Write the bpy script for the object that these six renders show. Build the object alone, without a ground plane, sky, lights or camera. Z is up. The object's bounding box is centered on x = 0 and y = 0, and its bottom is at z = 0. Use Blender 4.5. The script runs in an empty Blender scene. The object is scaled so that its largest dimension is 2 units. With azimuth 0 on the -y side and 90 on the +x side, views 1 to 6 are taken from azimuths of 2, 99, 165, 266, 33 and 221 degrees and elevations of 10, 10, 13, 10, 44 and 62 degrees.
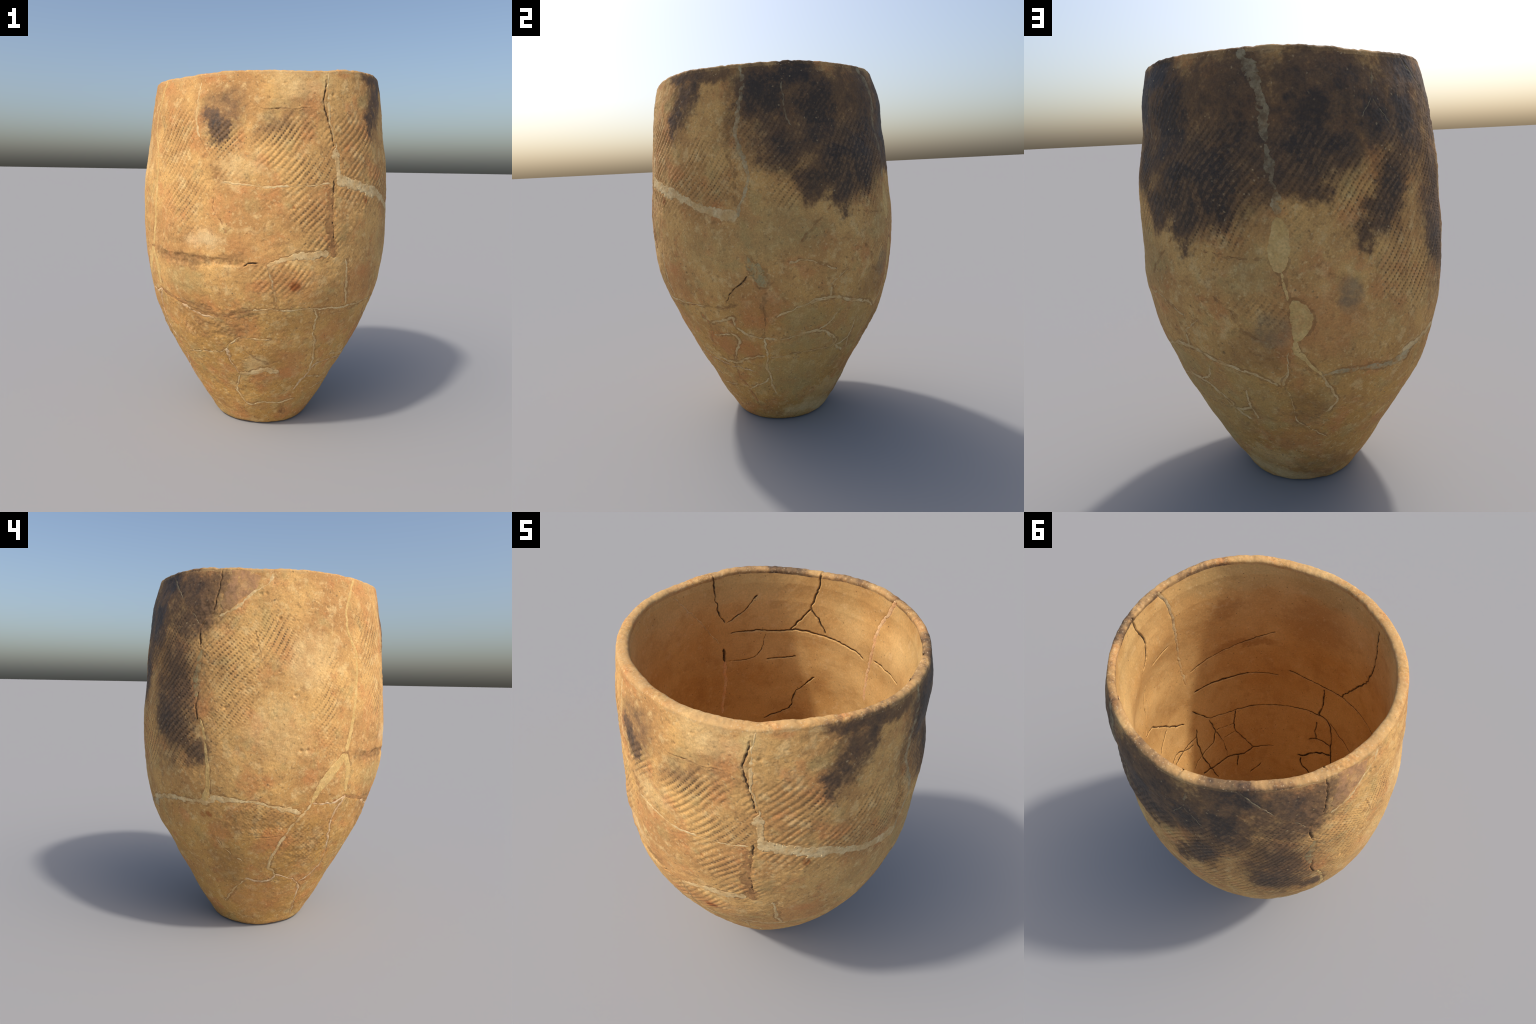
"""A cord-marked cooking pot, broken and mended: a deep jar with a small flat foot.

The wall is one surface of revolution, slightly out of round, built as a fine grid:
outer face, rounded lip, inner face and floor.  Relief (cord impressions, lumps,
mended joints, cracks, chips) is computed on that grid.  The joints between sherds
are listed as lines on the wall (angle in degrees, height in metres); each line
opens a groove in the wall and carries a strip of mending paste or a dark strip that darkens the crack.
"""
import math
import bpy
import numpy as np

# ------------------------------------------------------------------ profile
# height, mean radius, then how the outline strays from a circle: cos/sin of the angle once, twice and three times round
PROFILE = [
    (0.00, 0.282, -0.011, 0.014, 0.003, -0.004, 0.000, 0.000),
    (0.06, 0.315, -0.010, 0.014, 0.003, -0.005, 0.000, 0.000),
    (0.12, 0.352, -0.010, 0.014, 0.003, -0.006, 0.000, 0.000),
    (0.20, 0.398, -0.010, 0.014, 0.003, -0.006, 0.000, 0.000),
    (0.30, 0.448, -0.010, 0.014, 0.004, -0.006, 0.000, 0.000),
    (0.40, 0.503, -0.012, 0.014, 0.005, -0.006, 0.000, 0.000),
    (0.50, 0.552, -0.016, 0.013, 0.006, -0.007, 0.001, -0.001),
    (0.60, 0.600, -0.017, 0.016, 0.003, -0.008, 0.003, -0.002),
    (0.70, 0.637, -0.015, 0.015, 0.000, -0.009, 0.003, -0.002),
    (0.80, 0.671, -0.006, 0.012, -0.002, -0.007, 0.001, 0.001),
    (0.95, 0.702, -0.004, 0.005, -0.003, -0.006, 0.002, 0.004),
    (1.10, 0.715, 0.000, 0.005, 0.000, 0.000, 0.000, 0.005),
    (1.25, 0.714, 0.000, 0.001, -0.001, -0.004, -0.002, 0.004),
    (1.40, 0.703, 0.001, -0.003, 0.004, -0.003, -0.001, 0.001),
    (1.55, 0.691, 0.003, 0.001, 0.004, -0.003, 0.000, 0.001),
    (1.70, 0.668, -0.002, -0.007, -0.001, -0.004, 0.002, -0.003),
    (1.85, 0.649, 0.006, -0.006, -0.001, 0.002, -0.002, -0.003),
    (2.00, 0.609, 0.006, -0.018, 0.004, 0.002, 0.000, -0.006),
]
# the mouth is not level: harmonics of the rim height (mean, then cos/sin pairs)
RIM_HEIGHT = [1.970, 0.021, 0.0143, 0.0031, -0.0023, -0.0011, -0.0001, -0.0018, -0.0021, 0.0, -0.0006, -0.0011, 0.0035]
# wall thickness by height: thin at the mouth, stout below
THICKNESS = [(.1, .060), (.5, .062), (.9, .070), (1.3, .078), (1.6, .079), (1.8, .072), (1.9, .059), (1.975, .040)]
FLOOR = 0.12          # height of the floor inside
N_ANGLE, N_OUT, N_LIP, N_IN = 1040, 700, 18, 420

# joints and cracks: look, width in millimetres, path (angle, height)
OUTSIDE_LINES = [
    ('pale', 26, [(-59.6, 1.444), (-46.5, 1.419), (-36.1, 1.381), (-27.1, 1.344), (-18.5, 1.307), (-10.8, 1.282), (-5.4, 1.272)]),
    ('pale', 24, [(-59.7, 1.594), (-58.0, 1.465), (-53.5, 1.436), (-44.3, 1.41), (-33.6, 1.383)]),
    ('pale', 12, [(-61.7, 1.959), (-62.8, 1.882), (-62.2, 1.721), (-59.6, 1.629), (-59.3, 1.559)]),
    ('crack', 5.5, [(-63.2, 1.916), (-65.0, 1.822), (-63.9, 1.754), (-61.6, 1.675), (-60.4, 1.606)]),
    ('crack', 5, [(-60.8, 1.453), (-61.3, 1.359), (-61.6, 1.24), (-60.3, 1.141)]),
    ('brown', 26, [(-62.3, 1.406), (-62.5, 1.312), (-62.7, 1.24), (-61.2, 1.141), (-59.7, 1.078)]),
    ('grey', 14, [(-5.4, 1.272), (-4.6, 1.322), (-1.6, 1.391), (-0.1, 1.461), (-1.6, 1.531), (-4.0, 1.613), (-5.8, 1.673), (-4.5, 1.729), (-3.8, 1.798), (-1.5, 1.876), (-2.0, 1.935), (-3.1, 1.982)]),
    ('grey', 7, [(15.3, 1.984), (14.5, 1.889), (14.8, 1.809), (15.3, 1.74), (17.9, 1.688)]),
    ('crack', 2.6, [(-94.8, 1.78), (-87.9, 1.771), (-82.9, 1.777), (-75.9, 1.772), (-71.7, 1.784), (-68.5, 1.783)]),
    ('pale', 9, [(-106.0, 1.434), (-95.0, 1.419), (-87.4, 1.413), (-77.9, 1.423), (-68.9, 1.423), (-62.3, 1.435)]),
    ('crack', 4, [(-98.3, 1.021), (-95.4, 1.049), (-90.6, 1.054), (-87.6, 1.042)]),
    ('pale', 22, [(-87.7, 1.042), (-83.0, 1.064), (-77.2, 1.085), (-73.2, 1.089), (-66.8, 1.089), (-62.9, 1.103)]),
    ('pale', 11, [(-53.5, 1.059), (-52.1, 0.98), (-51.8, 0.901), (-48.6, 0.812)]),
    ('brown', 12, [(-146.5, 0.85), (-132.4, 0.812), (-119.1, 0.77), (-108.9, 0.751), (-101.4, 0.783), (-93.6, 0.804)]),
    ('white', 12, [(-129.5, 0.79), (-123.6, 0.767), (-116.8, 0.748), (-111.6, 0.742)]),
    ('pale', 8, [(-93.6, 0.804), (-86.2, 0.814), (-77.7, 0.803), (-71.1, 0.809), (-60.0, 0.803), (-49.7, 0.799), (-26.6, 0.801)]),
    ('grey', 12, [(-86.8, 1.04), (-86.2, 0.966), (-84.3, 0.889), (-83.3, 0.807)]),
    ('pale', 10, [(-65.8, 0.81), (-63.7, 0.749), (-63.5, 0.672), (-59.8, 0.572), (-57.2, 0.484), (-56.6, 0.394)]),
    ('pale', 7, [(-137.6, 0.486), (-121.7, 0.517), (-111.5, 0.537), (-104.6, 0.6), (-101.6, 0.634), (-92.9, 0.633), (-85.5, 0.634)]),
    ('white', 12, [(-108.0, 0.562), (-107.9, 0.479), (-103.2, 0.394)]),
    ('pale', 16, [(-103.2, 0.394), (-93.5, 0.413), (-86.0, 0.432), (-78.1, 0.412)]),
    ('pale', 8, [(-103.4, 0.385), (-109.0, 0.256), (-105.5, 0.208), (-100.4, 0.161), (-86.4, 0.188), (-73.2, 0.173), (-59.8, 0.199)]),
    ('brown', 5, [(-99.8, 0.564), (-93.3, 0.509), (-84.6, 0.471), (-78.9, 0.493)]),
    ('white', 9, [(-8.7, 0.39), (-42.9, 0.449), (-54.3, 0.446), (-56.1, 0.384), (-60.4, 0.32), (-63.5, 0.261)]),
    ('brown', 14, [(-71.2, 0.168), (-66.7, 0.084)]),
    ('pale', 8, [(-38.2, 0.316), (-55.7, 0.356)]),
    ('pale', 9, [(-118.4, 1.902), (-119.0, 1.797), (-118.7, 1.702), (-116.9, 1.643)]),
    ('brown', 10, [(-116.9, 1.643), (-112.0, 1.549), (-108.8, 1.468), (-109.6, 1.398), (-109.8, 1.303), (-106.5, 1.258), (-103.3, 1.189)]),
    ('plaster', [16, 16, 18, 22, 22, 26, 30], [(-142.2, 1.932), (-148.5, 1.767), (-147.9, 1.672), (-143.0, 1.567), (-143.1, 1.42), (-145.1, 1.221), (-148.0, 1.084)]),
    ('plaster', [30, 56, 62, 40, 14], [(-148.5, 1.072), (-151.8, 1.023), (-156.8, 0.957), (-160.9, 0.888), (-163.1, 0.823)]),
    ('plaster', [40, 36, 24], [(-148.5, 1.072), (-145.6, 0.978), (-145.1, 0.869)]),
    ('pale', 12, [(-163.1, 0.823), (-166.1, 0.772), (-170.3, 0.72), (-174.4, 0.651), (-178.3, 0.547), (-181.6, 0.457), (-176.0, 0.4)]),
    ('white', 9, [(-176.0, 0.4), (-179.3, 0.355), (-187.2, 0.354), (-194.7, 0.374)]),
    ('white', 9, [(-176.0, 0.4), (-163.7, 0.355), (-157.1, 0.309), (-155.0, 0.243), (-153.5, 0.146), (-149.2, 0.06)]),
    ('white', 9, [(-157.9, 0.326), (-149.7, 0.364), (-145.4, 0.427), (-145.6, 0.515), (-149.6, 0.619), (-150.4, 0.723), (-148.7, 0.784), (-144.4, 0.843)]),
    ('white', 10, [(-162.5, 0.823), (-153.8, 0.812), (-144.3, 0.84)]),
    ('brown', 14, [(-144.2, 0.837), (-131.8, 0.81), (-112.6, 0.789)]),
    ('pale', [14, 14, 16, 20, 18, 12, 12, 14, 14], [(113.9, 0.786), (130.8, 0.826), (141.6, 0.82), (149.2, 0.819), (155.2, 0.847), (163.7, 0.841), (171.9, 0.843), (182.3, 0.808), (192.1, 0.773)]),
    ('plaster', [46, 26, 22, 18, 14, 12], [(150.3, 0.827), (152.3, 0.909), (152.9, 0.999), (152.1, 1.096), (151.4, 1.169), (149.7, 1.24)]),
    ('crack', 7, [(148.6, 1.233), (147.0, 1.311), (148.1, 1.371)]),
    ('olive', [14, 24, 20, 10], [(147.4, 1.347), (146.1, 1.418), (147.4, 1.489), (148.7, 1.572)]),
    ('crack', 6, [(148.2, 1.583), (147.4, 1.631), (147.3, 1.679), (149.9, 1.719), (152.9, 1.745)]),
    ('crack', 5, [(152.9, 1.753), (153.7, 1.817), (154.9, 1.87), (154.9, 1.949)]),
    ('grey', 7, [(123.3, 1.957), (130.7, 1.876), (137.5, 1.806), (143.2, 1.741), (146.7, 1.679)]),
    ('pink', [60, 100, 150, 160], [(157.1, 1.763), (160.6, 1.814), (164.7, 1.871), (166.4, 1.939)]),
    ('pale', 12, [(178.3, 1.942), (176.5, 1.881), (169.1, 1.835), (165.1, 1.784), (161.0, 1.754), (155.6, 1.729)]),
    ('crack', 3, [(171.2, 1.652), (172.8, 1.583), (174.4, 1.492)]),
    ('crack', 3, [(159.1, 0.637), (171.8, 0.639), (178.7, 0.647), (185.0, 0.652)]),
    ('pale', 6, [(152.3, 0.635), (159.0, 0.536), (165.1, 0.494)]),
    ('pale', 8, [(166.8, 0.375), (159.5, 0.313), (145.5, 0.177)]),
    ('grey', [24, 26, 24, 24, 26, 22, 20, 20, 22], [(58.6, 1.988), (62.2, 1.922), (64.6, 1.87), (66.2, 1.811), (66.6, 1.742), (66.8, 1.661), (68.0, 1.58), (69.5, 1.498), (69.5, 1.404)]),
    ('plaster', [30, 70, 88, 76, 40], [(69.6, 1.394), (70.6, 1.34), (70.1, 1.288), (69.7, 1.246), (70.1, 1.192)]),
    ('plaster', [14, 16], [(70.5, 1.192), (72.0, 1.084)]),
    ('plaster', [30, 78, 92, 70, 20], [(73.4, 1.083), (75.3, 1.04), (76.1, 0.991), (75.1, 0.948), (73.7, 0.912)]),
    ('plaster', [20, 40, 20, 14], [(73.7, 0.918), (73.8, 0.874), (77.4, 0.819), (82.4, 0.748)]),
    ('grey', [12, 14, 16, 24, 20, 14], [(82.4, 0.748), (91.6, 0.762), (103.0, 0.751), (113.7, 0.746), (121.8, 0.805), (135.8, 0.821)]),
    ('pale', 9, [(82.4, 0.748), (85.9, 0.674), (89.4, 0.603), (85.0, 0.541)]),
    ('pale', 9, [(71.4, 0.869), (70.4, 0.755), (68.4, 0.697)]),
    ('pale', 9, [(67.6, 0.692), (61.8, 0.732), (54.7, 0.77), (50.3, 0.777), (43.2, 0.79), (36.5, 0.838), (22.6, 0.818)]),
    ('pale', 6, [(68.4, 0.697), (71.4, 0.644), (72.4, 0.489), (77.7, 0.446), (88.0, 0.359)]),
    ('brown', 8, [(48.2, 1.094), (54.4, 1.039), (54.9, 0.988), (58.1, 0.939), (63.7, 0.912), (68.3, 0.888)]),
    ('brown', 6, [(27.7, 1.263), (35.7, 1.285), (43.3, 1.271), (53.8, 1.256), (60.3, 1.241), (66.4, 1.246)]),
    ('pale', 9, [(19.3, 0.641), (33.0, 0.64), (37.8, 0.589), (43.6, 0.511), (51.0, 0.467)]),
    ('pale', 9, [(53.2, 0.652), (52.4, 0.537), (43.6, 0.511)]),
    ('grey', 5, [(104.2, 1.968), (105.0, 1.904), (102.9, 1.806)]),
    ('grey', 12, [(104.6, 1.893), (103.5, 1.84)]),
    ('grey', 4, [(102.5, 1.798), (97.7, 1.727)]),
    ('grey', 4, [(103.2, 1.798), (107.2, 1.735), (111.7, 1.68)]),
    ('olive', [8, 30, 44, 20], [(-2.4, 1.08), (-0.7, 1.03), (2.4, 0.978), (4.1, 0.92)]),
    ('crack', 5, [(-3.1, 0.979), (-7.2, 0.927), (-11.5, 0.885), (-14.1, 0.829)]),
    ('brown', 8, [(-54.9, 0.768), (-30.7, 0.8), (-26.1, 0.8), (-15.3, 0.799), (-9.0, 0.818)]),
    ('rust', 9, [(-30.7, 0.762), (-27.7, 0.721), (-26.1, 0.661), (-29.8, 0.591), (-29.1, 0.544)]),
    ('pale', 11, [(-25.3, 0.702), (-15.8, 0.73), (-12.8, 0.748), (-11.8, 0.68), (-7.2, 0.645), (0.8, 0.624)]),
    ('pale', 9, [(-26.7, 0.621), (-13.9, 0.64), (-11.6, 0.603), (-14.5, 0.553), (-18.5, 0.474)]),
    ('pale', 9, [(-44.0, 0.486), (-34.1, 0.467), (-23.4, 0.443), (-17.5, 0.444), (-9.0, 0.487), (0.8, 0.506)]),
    ('brown', 8, [(4.0, 0.887), (2.4, 0.805), (2.7, 0.714), (1.4, 0.624)]),
    ('pale', 10, [(1.4, 0.624), (2.3, 0.509), (0.6, 0.436), (2.1, 0.35), (3.8, 0.272), (7.1, 0.205)]),
    ('pale', 10, [(1.4, 0.624), (11.3, 0.62), (21.4, 0.638), (30.7, 0.652), (35.4, 0.679), (39.5, 0.745)]),
    ('pale', 7, [(2.9, 0.5), (8.5, 0.497), (16.9, 0.514), (27.3, 0.521), (39.4, 0.51)]),
    ('pale', 8, [(8.1, 0.75), (13.7, 0.783), (20.1, 0.812), (26.7, 0.838), (35.1, 0.836), (41.0, 0.809), (60.4, 0.743)]),
    ('pale', 9, [(32.6, 0.841), (32.7, 0.908), (35.6, 0.943), (41.7, 0.984)]),
    ('pale', 10, [(13.9, 1.036), (19.7, 1.056), (25.9, 1.03), (34.0, 0.985)]),
    ('pale', 9, [(39.4, 0.51), (43.8, 0.54), (34.6, 0.629)]),
    ('brown', 9, [(18.9, 1.143), (24.2, 1.209), (28.7, 1.265), (32.3, 1.309)]),
    ('rust', 9, [(-19.7, 0.44), (-21.6, 0.326), (-16.7, 0.254), (-14.2, 0.17), (-13.2, 0.117)]),
    ('pale', 7, [(-17.8, 0.24), (-2.7, 0.314), (1.2, 0.35)]),
    ('pale', 6, [(-46.8, 0.242), (-27.8, 0.264)]),
    ('pale', 6, [(53.1, 0.643), (52.3, 0.566), (54.8, 0.478), (45.6, 0.48)]),
]
INSIDE_LINES = [
    ('crack', 5, [(101.4, 1.972), (102.6, 1.9), (105.3, 1.809), (105.8, 1.771), (100.8, 1.715), (97.2, 1.645)]),
    ('crack', 4, [(105.8, 1.771), (110.1, 1.708), (113.8, 1.654), (116.1, 1.625)]),
    ('crack', 5, [(146.5, 1.608), (138.5, 1.613), (129.4, 1.612), (121.5, 1.612), (115.0, 1.628), (105.7, 1.631), (97.4, 1.631), (87.2, 1.622), (78.0, 1.618), (73.9, 1.592)]),
    ('crack', 4, [(67.0, 1.626), (56.0, 1.629), (45.6, 1.636)]),
    ('crack', 3, [(128.0, 1.592), (129.0, 1.508), (132.8, 1.441), (139.4, 1.419), (147.5, 1.424)]),
    ('crack', 4, [(156.5, 1.961), (155.5, 1.87), (153.3, 1.752), (149.5, 1.681)]),
    ('crack', 4, [(132.9, 1.831), (140.4, 1.73), (148.2, 1.678)]),
    ('salmon', [16, 14, 16, 18, 16], [(57.7, 1.992), (67.3, 1.814), (68.8, 1.639), (71.3, 1.493), (70.2, 1.349)]),
    ('salmon', 16, [(148.9, 1.428), (148.4, 1.278), (150.4, 1.054)]),
    ('crack', 10, [(149.5, 1.513), (148.9, 1.428)]),
    ('pale', 7, [(179.2, 1.917), (165.4, 1.756), (151.7, 1.552)]),
    ('crack', 4, [(127.4, 1.424), (118.1, 1.441), (111.4, 1.462)]),
    ('crack', 4, [(100.9, 1.347), (111.5, 1.196), (112.9, 1.076), (127.4, 0.972)]),
    ('crack', 5, [(15.4, 1.995), (15.8, 1.92), (12.8, 1.826), (15.8, 1.742), (20.9, 1.694)]),
    ('crack', 4, [(-0.2, 1.641), (6.9, 1.638), (12.9, 1.629)]),
    ('pale', 14, [(-1.9, 1.989), (-6.0, 1.886), (-5.6, 1.688), (-5.1, 1.569), (-4.7, 1.447), (-5.2, 1.242)]),
    ('crack', 4, [(-58.3, 1.476), (-49.4, 1.431), (-38.9, 1.387), (-28.1, 1.359), (-18.0, 1.34), (-9.3, 1.317)]),
    ('crack', 10, [(-42.2, 1.111), (-31.0, 1.112), (-17.9, 1.123), (-8.9, 1.129)]),
    ('crack', 4, [(-42.2, 1.111), (-49.1, 1.105), (-58.6, 1.078)]),
    ('crack', 6, [(-64.2, 1.135), (-74.0, 1.09), (-86.1, 1.071), (-96.7, 1.084), (-105.2, 1.084), (-116.7, 1.093), (-128.2, 1.097)]),
    ('crack', 5, [(-96.7, 1.084), (-101.8, 1.2), (-114.7, 1.446), (-119.2, 1.607), (-119.2, 1.718), (-119.6, 1.891)]),
    ('crack', 6, [(-85.4, 1.054), (-86.3, 0.897), (-84.4, 0.823), (-91.0, 0.816), (-95.5, 0.778), (-101.3, 0.652), (-109.2, 0.535)]),
    ('crack', 4, [(-93.2, 0.811), (-104.7, 0.773), (-116.4, 0.761)]),
    ('crack', 4, [(-3.6, 0.991), (-12.2, 0.847), (-23.6, 0.815), (-36.6, 0.812), (-49.1, 0.81), (-61.5, 0.806), (-77.6, 0.817), (-90.0, 0.819)]),
    ('crack', 4, [(-11.9, 0.839), (-13.5, 0.735), (-7.8, 0.658), (3.6, 0.655), (16.5, 0.636)]),
    ('crack', 5, [(-2.1, 0.837), (2.3, 0.748), (4.1, 0.648), (3.8, 0.521), (2.8, 0.42)]),
    ('crack', 4, [(-30.2, 0.814), (-27.3, 0.729), (-26.2, 0.655), (-33.4, 0.545), (-37.2, 0.492), (-55.2, 0.492)]),
    ('crack', 6, [(-37.2, 0.492), (-28.3, 0.463), (-13.7, 0.495), (-0.9, 0.504), (12.1, 0.543)]),
    ('crack', 6, [(-22.8, 0.469), (-18.4, 0.396)]),
    ('crack', 3, [(-13.5, 0.735), (-24.2, 0.714), (-27.3, 0.71)]),
    ('crack', 3, [(-13.1, 0.727), (-15.3, 0.625), (-14.2, 0.502)]),
    ('crack', 3, [(-26.2, 0.655), (-16.0, 0.644)]),
    ('crack', 5, [(34.1, 1.298), (25.6, 1.248), (14.7, 1.076), (9.9, 1.009), (4.0, 0.945)]),
    ('crack', 4, [(15.4, 1.061), (22.5, 1.021), (28.2, 0.987)]),
    ('crack', 4, [(25.9, 0.831), (17.8, 0.838), (11.5, 0.778), (4.9, 0.763)]),
    ('crack', 5, [(-82.7, 0.61), (-87.9, 0.647), (-100.9, 0.661)]),
    ('crack', 4, [(-85.0, 0.769), (-85.5, 0.697), (-87.9, 0.647)]),
    ('crack', 7, [(-76.7, 0.464), (-82.5, 0.477), (-92.1, 0.548), (-103.8, 0.603)]),
    ('crack', 6, [(-80.5, 0.455), (-81.8, 0.403), (-94.5, 0.378)]),
    ('crack', 4, [(-42.5, 0.361), (-28.4, 0.311)]),
    ('crack', 4, [(19.4, 1.568), (25.7, 1.469), (29.0, 1.389), (33.8, 1.304)]),
    # the side of the inside that faces away: cracks go on round the pot
    ('crack', 4, [(0, .79), (30, .80), (60, .785), (95, .80), (130, .79)]),
    ('crack', 4, [(130, .79), (156, .78), (180, .80), (208, .79)]),
    ('crack', 4, [(40, .80), (42, .66), (36, .52)]),
    ('crack', 4, [(75, .79), (70, .64), (80, .50)]),
    ('crack', 3, [(42, .63), (58, .60), (71, .62)]),
    ('crack', 5, [(110, .80), (114, .66), (108, .50)]),
    ('crack', 4, [(80, .50), (95, .47), (109, .50)]),
    ('crack', 4, [(150, 1.02), (158, .80), (152, .60)]),
    ('crack', 4, [(-124, 1.00), (-145, .98), (-165, 1.01)]),
    ('crack', 4, [(-150, .98), (-152, .80), (-146, .62)]),
]

# blots on the outside: angle, height, half width, half height, strength
SOOT = [
    (6, 1.84, .16, .15, 1), (29, 1.77, .17, .19, 1), (37, 1.50, .14, .17, .95), (19, 1.93, .2, .09, .9),
    (25, 1.43, .1, .12, .8), (38, 1.37, .09, .12, .9), (49, 1.56, .14, .16, .95), (14, 1.6, .16, .13, .75),
    (-27, 1.965, .16, .05, .7), (-33, 1.80, .05, .1, .75), (-36, 1.72, .04, .06, .6), (33, 1.73, .13, .2, .9),
    (51, 1.48, .11, .14, 1), (41, 1.39, .1, .12, .9), (58, 1.70, .13, .2, .8), (81, 1.69, .19, .19, 1),
    (80, 1.56, .1, .12, .8), (92, 1.85, .17, .12, .75), (103, 1.75, .13, .15, .9), (109, 1.47, .1, .14, .85),
    (104, 1.36, .1, .1, .75), (96, 1.30, .07, .07, .6), (122, 1.9, .16, .12, .9), (133, 1.27, .13, .19, .8),
    (118, 1.75, .14, .2, .9), (139, 1.84, .12, .14, .75), (134, 1.43, .1, .2, .6), (147, 1.08, .1, .1, .6),
    (137, 1.13, .13, .1, .55), (153, 1.84, .08, .12, .4), (-109, 1.71, .07, .09, .9), (-107, 1.8, .13, .12, .4),
    (-83, 1.70, .1, .09, .35), (-28, 1.86, .08, .12, .7), (-37, 1.73, .05, .09, .65), (70, 1.62, .15, .2, .7),
]
HAZE = [(20, 1.75, .35, .32, .8), (55, 1.7, .35, .38, .9), (85, 1.82, .3, .28, .9), (112, 1.7, .22, .3, .65), (135, 1.35, .2, .45, .7), (140, 1.8, .25, .25, .7), (155, 1.88, .1, .12, .6),
        (-108, 1.75, .14, .16, .5), (-75, 1.75, .16, .14, .3), (-33, 1.8, .1, .17, .6), (-20, 1.95, .25, .07, .6), (-125, 1.3, .12, .12, .25)]
RUST_SPOTS = [(-76.6, .926, .027, .03, 1), (-78, 1.315, .008, .01, .8), (152, .77, .02, .02, .8), (149, .76, .02, .02, .7), (-150, .82, .015, .015, .8), (-44, 1.35, .016, .03, .8)]
GLINT_PALE_SPOTS = [(-112, 1.165, .085, .042, 1), (-118, 1.15, .05, .03, .8), (33, .07, .1, .04, .6), (58, .05, .12, .04, .6)]  # first pair paints a highlight on the bulge, second pair is pale foot clay
GREY_SPOTS = [(91, 1.085, .055, .07, .8), (66, .955, .08, .08, .55)]
RED_SPOTS = [
    (-134, 1.31, .06, .11, .6), (-91, 1.12, .16, .08, .35), (-132, 1.92, .12, .1, .3), 
    (-70, .50, .1, .05, .5), (-70, .42, .09, .05, .9), (-51, .65, .1, .09, .5), (-46, .93, .1, .1, .5),
    (-22, .57, .1, .1, .8), (-7, .57, .1, .08, .9), (2, .79, .12, .1, .6), (-40, .9, .1, .12, .5),
    (83, 1.0, .2, .14, .6), (72, .35, .12, .08, .5), (180, .61, .1, .07, .8), (174, .22, .18, .12, .5), (-77, .93, .15, .09, .35),
]
PALE_SPOTS = [
    (-95, .477, .09, .045, .8), (-167, 1.53, .14, .14, .6), (-179, 1.2, .17, .16, .45),
    (-159, 1.58, .08, .08, .5), (51, .2, .15, .08, .5), (33, .09, .15, .06, .7), (60, .06, .2, .05, .7),
    (-100, 1.5, .12, .08, .6), (-72, 1.86, .14, .07, .6), (-80, 1.93, .12, .05, .5),
]
OLIVE_SPOTS = [(21, .74, .14, .12, .8), (22, .57, .16, .08, .8), (16, .36, .2, .16, .7), (-124, .94, .15, .07, .6),
               (10, 1.2, .22, .16, .5), (45, .6, .2, .3, .5), (63, 1.2, .12, .1, .5), (-20, 1.1, .2, .1, .4)]
DIRT_SHADE_SPOTS = [(-120, 1.045, .16, .045, 1), (-135, 1.06, .1, .03, .8), (-103, 1.06, .1, .025, .7), (-112, .68, .16, .07, .7),
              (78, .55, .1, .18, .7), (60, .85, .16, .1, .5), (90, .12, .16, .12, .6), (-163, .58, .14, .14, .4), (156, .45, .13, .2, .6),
              (170, .72, .18, .06, .5), (-44, 1.33, .02, .04, .8), (-110, 1.45, .06, .06, .6), (150, 1.74, .07, .1, .7), (151, 1.58, .05, .12, .5), (-100, .78, .14, .03, .7), (-125, .79, .12, .03, .6), (45, 1.3, .08, .05, .6), (-7, 1.48, .025, .16, .8), (-7, 1.66, .02, .1, .6), (-62, 1.28, .03, .18, .6)]  # mostly dirt; the pair along the grey joint's recess paints its shadowed side
INKY_SPOTS = [(-83, 1.66, .13, .08, 1), (-107, 1.63, .12, .1, 1), (-68, 1.50, .12, .1, .8), (-71, 1.27, .1, .08, .8), (-66, 1.13, .12, .06, .7), (-130, 1.66, .1, .1, .7),
              (-122, 1.32, .1, .14, .8), (-137, 1.25, .08, .1, .8), (-40, 1.68, .08, .1, .8), (-28, 1.42, .12, .1, .6), (-12, 1.42, .1, .1, .9), (18, 1.36, .12, .1, .9), (108, 1.2, .14, .2, .9), (120, 1.1, .12, .16, .9),
              (95, 1.45, .14, .12, .8), (160, 1.5, .14, .2, .7), (178, 1.64, .1, .1, 1), (-158, 1.32, .07, .14, .9), (150, 1.05, .1, .1, .7), (66, 1.0, .1, .1, .8), (-85, .98, .12, .06, .5), (52, 1.38, .12, .1, .9)]
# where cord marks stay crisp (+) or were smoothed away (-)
CORD_SPOTS = [
    (-74, 1.56, .26, .2, 1), (-70, 1.3, .13, .14, 1), (-48, 1.55, .2, .24, 1), (-106, 1.58, .13, .15, 1), (-130, 1.65, .16, .2, 1),
    (-123, 1.34, .16, .18, .9), (-82, .98, .16, .1, .8), (-66, 1.16, .14, .1, .8), (-28, 1.5, .26, .26, 1), (0, 1.6, .26, .26, .7), (12, 1.45, .2, .16, .9),
    (48, 1.5, .26, .3, .9), (51, 1.33, .16, .14, 1), (80, 1.5, .26, .25, .7), (94, 1.45, .2, .2, 1), (113, 1.45, .2, .35, 1), (114, 1.13, .2, .22, .9),
    (63, 1.02, .12, .1, .6), (159, 1.45, .2, .35, 1), (138, 1.4, .25, .4, 1), (179, 1.62, .16, .16, .9), (138, 1.08, .18, .14, .8),
    (-156, 1.32, .12, .3, .8), (176, .74, .22, .1, .6), (-160, .62, .18, .16, .6), (-137, 1.66, .12, .16, 1), (-120, .68, .16, .08, .7), (28, 1.7, .2, .25, .5),
]
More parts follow.
